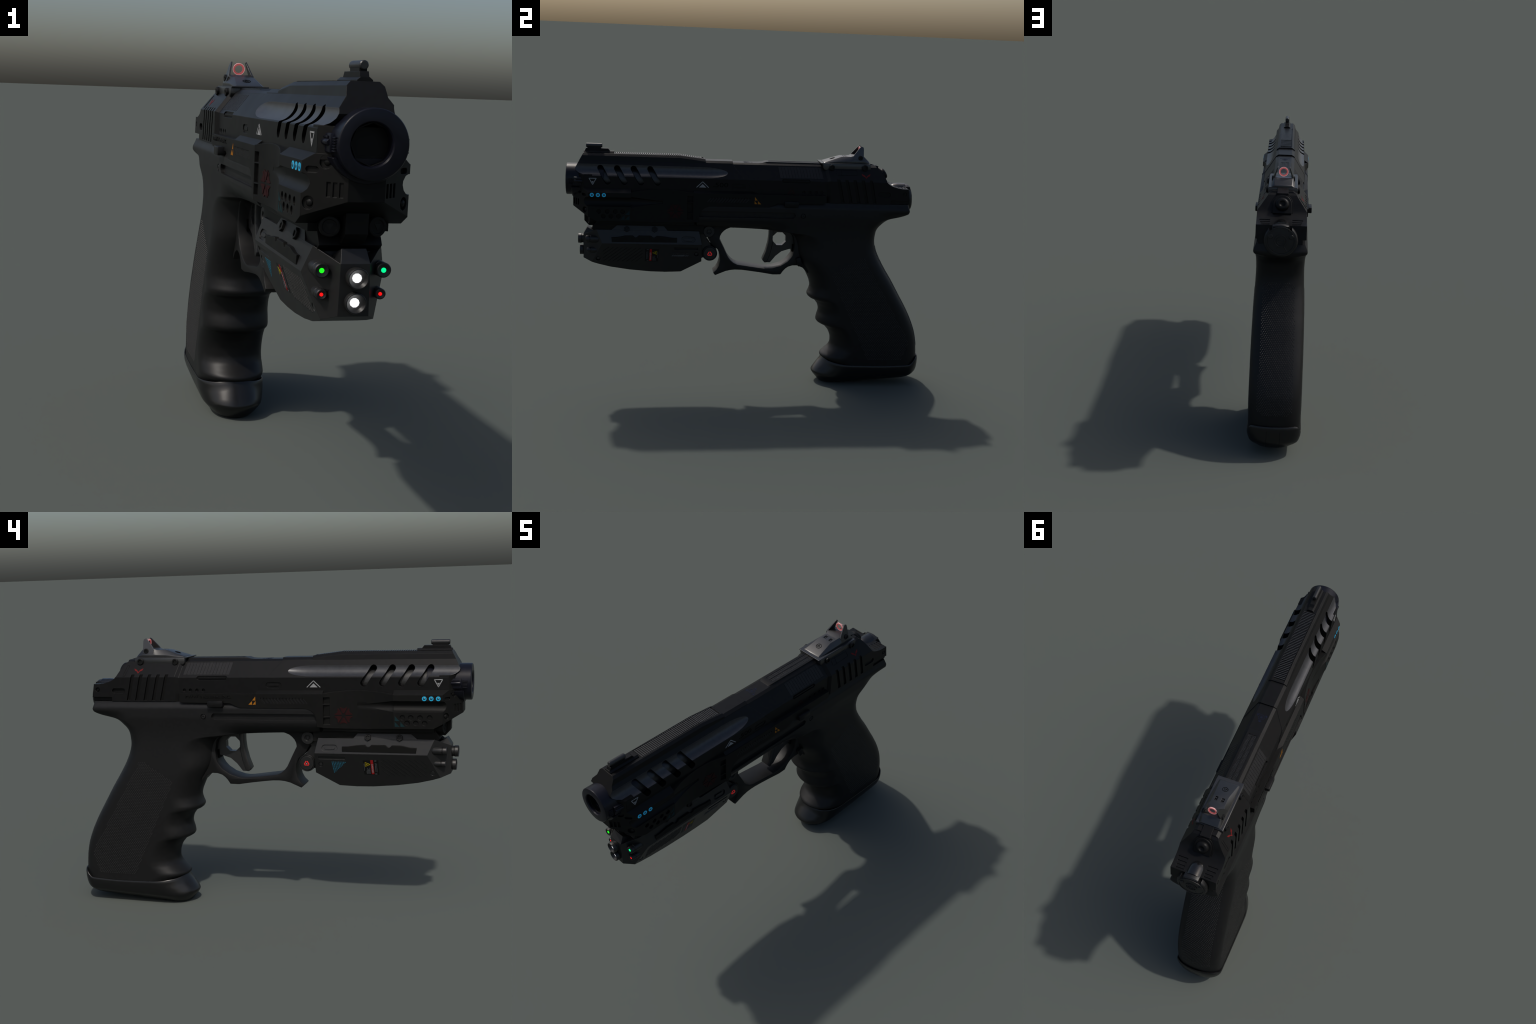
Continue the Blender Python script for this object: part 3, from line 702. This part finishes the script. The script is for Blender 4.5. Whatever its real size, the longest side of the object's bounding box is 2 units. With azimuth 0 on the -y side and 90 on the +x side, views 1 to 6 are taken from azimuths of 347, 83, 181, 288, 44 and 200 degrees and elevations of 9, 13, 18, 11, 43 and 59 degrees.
# ================================================================== LIGHT MODULE
zlow = [(-0.268, 0.706), (-0.380, 0.6415), (-0.463, 0.638), (-0.547, 0.640), (-0.658, 0.650), (-0.758, 0.6655), (-0.824, 0.682), (-0.861, 0.694)]
lx = lambda z: 0.107 + 0.350*(z-0.806)
def lring(k):
    y, z = zlow[k]; n = len(zlow)-1
    t = (y+0.268)/(-0.861+0.268)
    ytop = -0.286 + t*(-0.836+0.286); ymid = -0.270 + t*(-0.805+0.270)
    r = [(0.0870, ytop, 0.8770), (0.107, ymid, 0.806), (lx(z), y, z)]
    return r + [(-a, b, c) for a, b, c in reversed(r)]
V, F = skin([lring(k) for k in range(len(zlow))])
F.pop()                                   # open front end, replaced by the faceted nose
b = (len(zlow)-1)*6
V += [(0.031, -0.888, 0.8775), (0.037, -0.908, 0.843), (0.039, -0.907, 0.7115), (-0.039, -0.907, 0.7115), (-0.037, -0.908, 0.843), (-0.031, -0.888, 0.8775)]
n = b+6
V += [(0.040, -0.838, 0.852), (-0.040, -0.838, 0.852), (0.083, -0.812, 0.8772), (-0.083, -0.812, 0.8772)]   # hollow behind the nose
h = n+6
F += [(b, b+1, b+2, n+2, n+1), (b+5, n+4, n+3, b+3, b+4), (b, n+1, h), (b+5, h+1, n+4), (h, n+1, n), (h+1, n+5, n+4), (b, h, h+1, b+5), (h, n, n+5, h+1), (n, n+1, n+4, n+5), (n+1, n+2, n+3, n+4), (b+2, b+3, n+3, n+2)]
V.pop(); V.pop()
lm = add("weapon_light", (V, F), "light", None, 20)
c = []
rec = [(-0.405, 0.8405), (-0.435, 0.841), (-0.476, 0.8470), (-0.515, 0.8500), (-0.519, 0.845), (-0.526, 0.8405), (-0.534, 0.8405), (-0.540, 0.845), (-0.544, 0.8500), (-0.611, 0.8500), (-0.616, 0.845), (-0.623, 0.8395), (-0.631, 0.8395), (-0.637, 0.845),
       (-0.641, 0.8490), (-0.682, 0.8490), (-0.728, 0.8400), (-0.756, 0.8395), (-0.753, 0.8145), (-0.405, 0.8165)]
for s in (-1, 1):
    c.append(slab(stadium((-0.320, 0.8310), (-0.366, 0.8315), 0.0150), "light_up", s, -0.004, 0.02))
    c.append(slab(circ(-0.297, 0.750, 0.0125), "light_low", s, -0.004, 0.02)); c.append(slab(circ(-0.827, 0.717, 0.0125), "light_low", s, -0.004, 0.02))
    c.append(slab([(-0.289, 0.7765), (-0.417, 0.7755), (-0.417, 0.7905), (-0.289, 0.7905)], "light_low", s, -0.0025, 0.02))
boolean(lm, join(*c), "DIFFERENCE", "light", 20)
for s in (-1, 1): add("side_ledge", prism(rec, "x", s*0.085, s*0.1065), "housing", lm)
for s in (-1, 1):
    add("light_release", ring_slab(0, 0, 1, 1, "light_up", s, 0, 0)[0] and slab(stadium((-0.325, 0.8310), (-0.361, 0.8315), 0.0062), "light_up", s, -0.006, -0.001), "light", lm)
    add("light_screw", slab(circ(-0.297, 0.750, 0.0075), "light_low", s, -0.008, -0.001), "metal", lm)
    add("light_screw", slab(circ(-0.827, 0.717, 0.0075), "light_low", s, -0.008, -0.001), "metal", lm)
    # slanted hairline grooves shown as fine raised lines
    ln = []
    def clip(y0):
        # line runs down toward the front at about 42 degrees
        k = 0.82; pts = []
        ya, za = y0, 0.7835
        yb_, zb_ = y0 - (0.7835-0.699)/k, 0.699
        if ya > -0.588: za -= k*(ya+0.588); ya = -0.588; za = 0.7835 - k*(y0+0.588) if y0 > -0.588 else za
        if yb_ < -0.800: zb_ = za - k*(ya+0.800) if False else 0.7835 - k*(y0+0.800); yb_ = -0.800
        return (ya, za), (yb_, zb_)
    for i in range(12):
        p, q = clip(-0.770 + 0.0247*i)
        if p[1]-q[1] > 0.012: ln.append(slab(bar2d(p, q, 0.0022), "light_low", s, SINK, 0.0013))
    add("light_groove", join(*ln), "grooveline", lm, 20, "stuff")
# side laser tubes
for s, green in ((-1, "greenled"), (1, "springled")):
    for z, r_, y1, em, rr, yr in ((0.8235, 0.0190, -0.893, green, 0.0062, -0.815), (0.7625, 0.0140, -0.887, "redled", 0.0045, -0.822)):
        x = s*(0.078 if r_ > 0.016 else 0.0745)
        tb = add("laser_tube", revolve((x, y1, z), (0, 1, 0), [(0.004, 0.0001), (0.004, rr+0.001), (0.0, r_-0.003), (0.001, r_-0.0012), (0.003, r_), (0.020, r_), (0.021, r_-0.002), (0.024, r_-0.002), (0.025, r_), (yr-y1-0.016, r_), (yr-y1-0.008, r_*0.86), (yr-y1-0.003, r_*0.6), (yr-y1, 0.0001)], 36), "light", lm, 40)
        add("laser_lens", revolve((x, y1+0.0025, z), (0, 1, 0), [(-0.0005, 0.0), (0.0, rr), (0.004, rr)], 24), em, tb)
for z, y1 in ((0.8105, -0.938), (0.7475, -0.9285)):
    tb = add("lamp_tube", revolve((0, y1, z), (0, 1, 0), [(0.016, 0.0001), (0.016, 0.0115), (0.0, 0.0235), (0.0005, 0.0255), (0.002, 0.0265), (0.018, 0.0265), (0.020, 0.0245), (0.06, 0.0245)], 44), "light", lm, 40)
    add("lamp_bulb", revolve((0, y1+0.0125, z), (0, 1, 0), [(-0.0005, 0.0), (0.0, 0.0118), (0.005, 0.0118)], 10), "whiteled", tb)
# clamp tabs with hexagon bolts
tab = [(-0.449, 0.870), (-0.477, 0.9015), (-0.727, 0.9015), (-0.766, 0.870)]
for s in (-1, 1):
    add("clamp_tab", slab(tab, "light_up", s, -0.018, -0.0004), "light", lm)
    for y in (-0.526, -0.675):
        o = Vector(side_point("light_up", s, y, 0.8825, -0.004)); nn = Vector((s, 0, 0.282)).normalized()
        hb = add("hexagon_bolt", revolve(o, nn, [(0, 0.0165), (0.011, 0.0165), (0.0125, 0.0150), (0.0125, 0.0095), (0.008, 0.0090), (0.008, 0)], 6, math.pi/6), "pit", lm)
# rail above the light
add("accessory_rail", join(prism([(-0.26, 0.935), (-0.26, 0.860), (-0.834, 0.860), (-0.862, 0.882), (-0.838, 0.920), (-0.838, 0.935)], "x", -0.080, 0.080)), "housing")
add("rail_shoulder", box(-0.103, 0.103, -0.836, -0.315, 0.913, 0.934), "housing")
add("rail_stop", prism([(-0.82, 0.965), (-0.9045, 0.9665), (-0.9035, 0.915), (-0.879, 0.8885), (-0.82, 0.8885)], "x", -0.0285, 0.0285), "housing")
for s in (-1, 1):
    ax = Vector((s*0.28, -1, 0.02)).normalized(); o = Vector((s*0.0605, -0.880, 0.9305))
    d = add("rail_disc", revolve(o, ax, [(-0.05, 0.027), (-0.004, 0.027), (0.0, 0.0245), (0.0005, 0.018), (-0.002, 0.017), (-0.002, 0.0)], 40), "housing")
    u, v, w = frame_of(ax); tri = [(-0.009, 0.007), (0.009, 0.007), (0, -0.009)]
    add("disc_mark", skin([[o + u*a + v*b_ + w*dd for a, b_ in tri] for dd in (-0.004, -0.0008)]), "pit", d)
# hinge at the rear of the light
arm = [(-0.215, 0.915), (-0.215, 0.872), (-0.237, 0.846), (-0.246, 0.831), (-0.220, 0.797), (-0.205, 0.770), (-0.222, 0.735), (-0.262, 0.724), (-0.31, 0.70), (-0.31, 0.915)]
add("hinge_arm", prism(arm, "x", -0.058, 0.058), "light")
add("hinge_bridge", prism([(-0.18, 0.905), (-0.18, 0.85), (-0.218, 0.835), (-0.26, 0.87), (-0.26, 0.905)], "x", -0.045, 0.045), "polymer")
for s in (-1, 1):
    k1 = add("hinge_pin", revolve((s*0.04, -0.231, 0.8735), (s, 0, 0), [(0, 0.0315), (0.034, 0.0315), (0.0365, 0.0290), (0.0365, 0.0150), (0.031, 0.0135), (0.031, 0.0085), (0.0335, 0.0070), (0.034, 0.0)], 40), "light", None, 40)
    k2 = add("release_knob", revolve((s*0.03, -0.223, 0.7500), (s, 0, 0), [(0, 0.0415), (0.036, 0.0415), (0.040, 0.0395), (0.040, 0.0372), (0.0375, 0.0367), (0.0375, 0.0355), (0.0415, 0.0335), (0.0425, 0.0)], 48), "light", None, 40)
    SURF["knob"] = (0.0724, 0.75, 0.0)
    cy, cz = -0.223, 0.7475
    g = [slab(q, "knob", s, SINK, 0.0008) for q in (bar2d((cy+0.0105, cz-0.0065), (cy-0.0105, cz-0.0065), 0.0042), bar2d((cy+0.0120, cz-0.0035), (cy+0.0025, cz+0.0130), 0.0046), bar2d((cy-0.0120, cz-0.0035), (cy-0.0025, cz+0.0130), 0.0046))]
    mark("red_triangle_mark", g, "redmark", k2)
    add("triangle_core", slab([(cy+0.0035, cz-0.002), (cy-0.0035, cz-0.002), (cy, cz+0.004)], "knob", s, SINK, 0.0008), "white", k2)

# ================================================================== PRINTED MARKS
for s in (-1, 1):
    def S(p, surf, a=SINK, b=PROUD): return slab(p, surf, s, a, b)
    # rounded inverted triangle
    ty, tz = -0.8565, 1.159
    tri = [S(stadium(p, q, 0.0018, 4), "slide") for p, q in (((ty+0.0185, tz-0.002), (ty-0.0185, tz-0.002)), ((ty-0.0185, tz-0.002), (ty, tz-0.0355)), ((ty, tz-0.0355), (ty+0.0185, tz-0.002)))]
    tri.append(S([(ty+0.006, tz-0.0175), (ty-0.006, tz-0.0175), (ty, tz-0.0275)], "slide"))
    mark("triangle_emblem", tri, "white", front)
    # chevron with solid triangle
    cy = -0.2745
    mark("chevron_emblem", [S(bar2d((cy, 1.1525), (cy+0.0325, 1.1215), 0.0036), "slide"), S(bar2d((cy, 1.1525), (cy-0.0325, 1.1215), 0.0036), "slide"),
        S([(cy+0.019, 1.1215), (cy-0.019, 1.1215), (cy, 1.1400)], "slide")], "white", front)
    # orange corner triangles
    mark("orange_triangles", [S([(0.008, 1.0795), (0.024, 1.0605), (0.008, 1.0605)], "strip"), S([(0.025, 1.0580), (0.043, 1.0405), (0.025, 1.0405)], "strip"), S([(0.007, 1.0580), (0.022, 1.0405), (0.007, 1.0405)], "strip")], "orange", rail)
    # six-part red radial emblem
    ey_, ez_ = -0.4175, 0.990; g = []
    for i in range(6):
        a = math.radians(90 + 60*i)
        def R(r_, da): return (ey_ + r_*math.cos(a+math.radians(da)), ez_ + r_*math.sin(a+math.radians(da)))
        g.append(S([R(0.0105, -14), R(0.040, -25.5), R(0.0425, -22), R(0.0410, -18), R(0.0345, -10), R(0.0335, 0), R(0.0345, 10), R(0.0410, 18), R(0.0425, 22), R(0.040, 25.5), R(0.0105, 14)], "cover", -0.004, 0.0016))
    mark("red_emblem", g, "darkred", cover)
    # teal triangles near the dots
    mark("teal_triangles", [S([(-0.661, 0.992), (-0.661, 0.9695), (-0.6835, 0.9695)], "block"), S([(-0.661, 0.9655), (-0.661, 0.9425), (-0.6835, 0.9425)], "block"), S([(-0.687, 0.9655), (-0.687, 0.9425), (-0.7085, 0.9425)], "block")], "teal", house)
    # red wings at the slide's rear
    wy, wz = 0.6195, 1.1885; g = []
    for d in (-1, 1):
        g.append(S([(wy, wz), (wy+d*0.008, wz+0.0100), (wy+d*0.0195, wz+0.0140), (wy+d*0.0245, wz+0.0245), (wy+d*0.010, wz+0.0180), (wy+d*0.0035, wz+0.0115), (wy, wz+0.0070)], "rear_slope"))
    mark("red_wings", g, "red", mid)
    # warning label on the light
    base = [S([(-0.576, 0.702), (-0.576, 0.7775), (-0.501, 0.7755), (-0.504, 0.702)], "light_low", -0.0015, 0.0006)]
    lab = mark("warning_label", base, "pit", lm)
    LZ = 0.0013
    mark("label_red_band", [S([(-0.5525, 0.705), (-0.5500, 0.7765), (-0.5380, 0.7765), (-0.5405, 0.705)], "light_low", -0.001, LZ)], "bandred", lab)
    wt = [(-0.512, 0.765), (-0.512, 0.7440), (-0.535, 0.7545)]
    g = [S(bar2d(wt[i], wt[(i+1) % 3], 0.0024), "light_low", -0.001, LZ) for i in range(3)] + [S(circ(-0.5195, 0.7545, 0.0036, 8), "light_low", -0.001, LZ)]
    mark("warning_triangle", g, "yellow", lab)
    g = []
    for y, z0, z1 in ((-0.5665, 0.716, 0.760), (-0.5605, 0.718, 0.762), (-0.5325, 0.706, 0.738), (-0.5275, 0.706, 0.732), (-0.5225, 0.706, 0.736), (-0.5180, 0.706, 0.722), (-0.5065, 0.722, 0.758)):
        zz = z0
        i = 0
        while zz < z1-0.002:
            ln_ = 0.0035 + 0.0022*((i*7) % 3); g.append(S(bar2d((y, zz), (y, min(z1, zz+ln_)), 0.0026), "light_low", -0.001, LZ)); zz += ln_+0.0012; i += 1
    for z in (0.773, 0.7055): g.append(S(bar2d((-0.566, z), (-0.556, z), 0.004), "light_low", -0.001, LZ))
    mark("label_text_line", g, "printgrey", lab)
    tg = side_text("DANGER", -0.5455, 0.734, 0.0105, "light_low", s, 0.0012, 0.044, math.radians(90 if s > 0 else -90))
    tg = ([side_point("light_low", s, 0, 0, 0) for _ in ()] + [(p[0]+s*0.0012, p[1], p[2]) for p in tg[0]], tg[1])
    mark("label_word", [tg], "white", lab)

# left side only: embossed maker text, cyan dot triangle
mark("embossed_text", [side_text("PWW Industries INC.", 0.246, 1.0775, 0.021, "strip", -1, 0.0048, 0.236)], "housing", rail)
g = []
for r_ in range(9):
    for k in range(9-r_):
        y, z = -0.353 - 0.0079*k - 0.0009*r_, 0.7625 - 0.0066*r_
        g.append(slab([(y+0.0022, z-0.0020), (y-0.0022, z-0.0020), (y-0.0022, z+0.0020), (y+0.0022, z+0.0020)], "light_low", -1, SINK, PROUD))
mark("cyan_dot_triangle", g, "cyan", lm)
# right side only: calibre, red peak, striped word mark
mark("calibre_text", [side_text(".500", -0.178, 1.1360, 0.034, "slide", 1, 0.0015, 0.080)], "void", front)
g = [slab(q, "mid", 1, SINK, PROUD) for q in ([(0.187, 1.0965), (0.196, 1.0965), (0.2075, 1.1205), (0.2045, 1.1235)], [(0.229, 1.0965), (0.220, 1.0965), (0.2095, 1.1205), (0.212, 1.1235)], [(0.204, 1.0995), (0.212, 1.0995), (0.208, 1.107)])]
mark("red_peak", g, "darkred", mid)
g = []
yy = -0.4345
for a, b in ((-0.432, -0.425), (-0.4215, -0.4145), (-0.411, -0.404), (-0.4005, -0.366), (-0.361, -0.354), (-0.350, -0.3455)):
    g.append(slab([(a, 0.7345), (b, 0.7345), (b+0.008, 0.7440), (a+0.008, 0.7440)], "light_low", 1, SINK, PROUD))
mark("stripe_mark", g, "printgrey", lm)
mark("word_mark", [side_text("MEGAHORIZON", -0.387, 0.7515, 0.0125, "light_low", 1, 0.0018, 0.092)], "hatchgrey", lm)
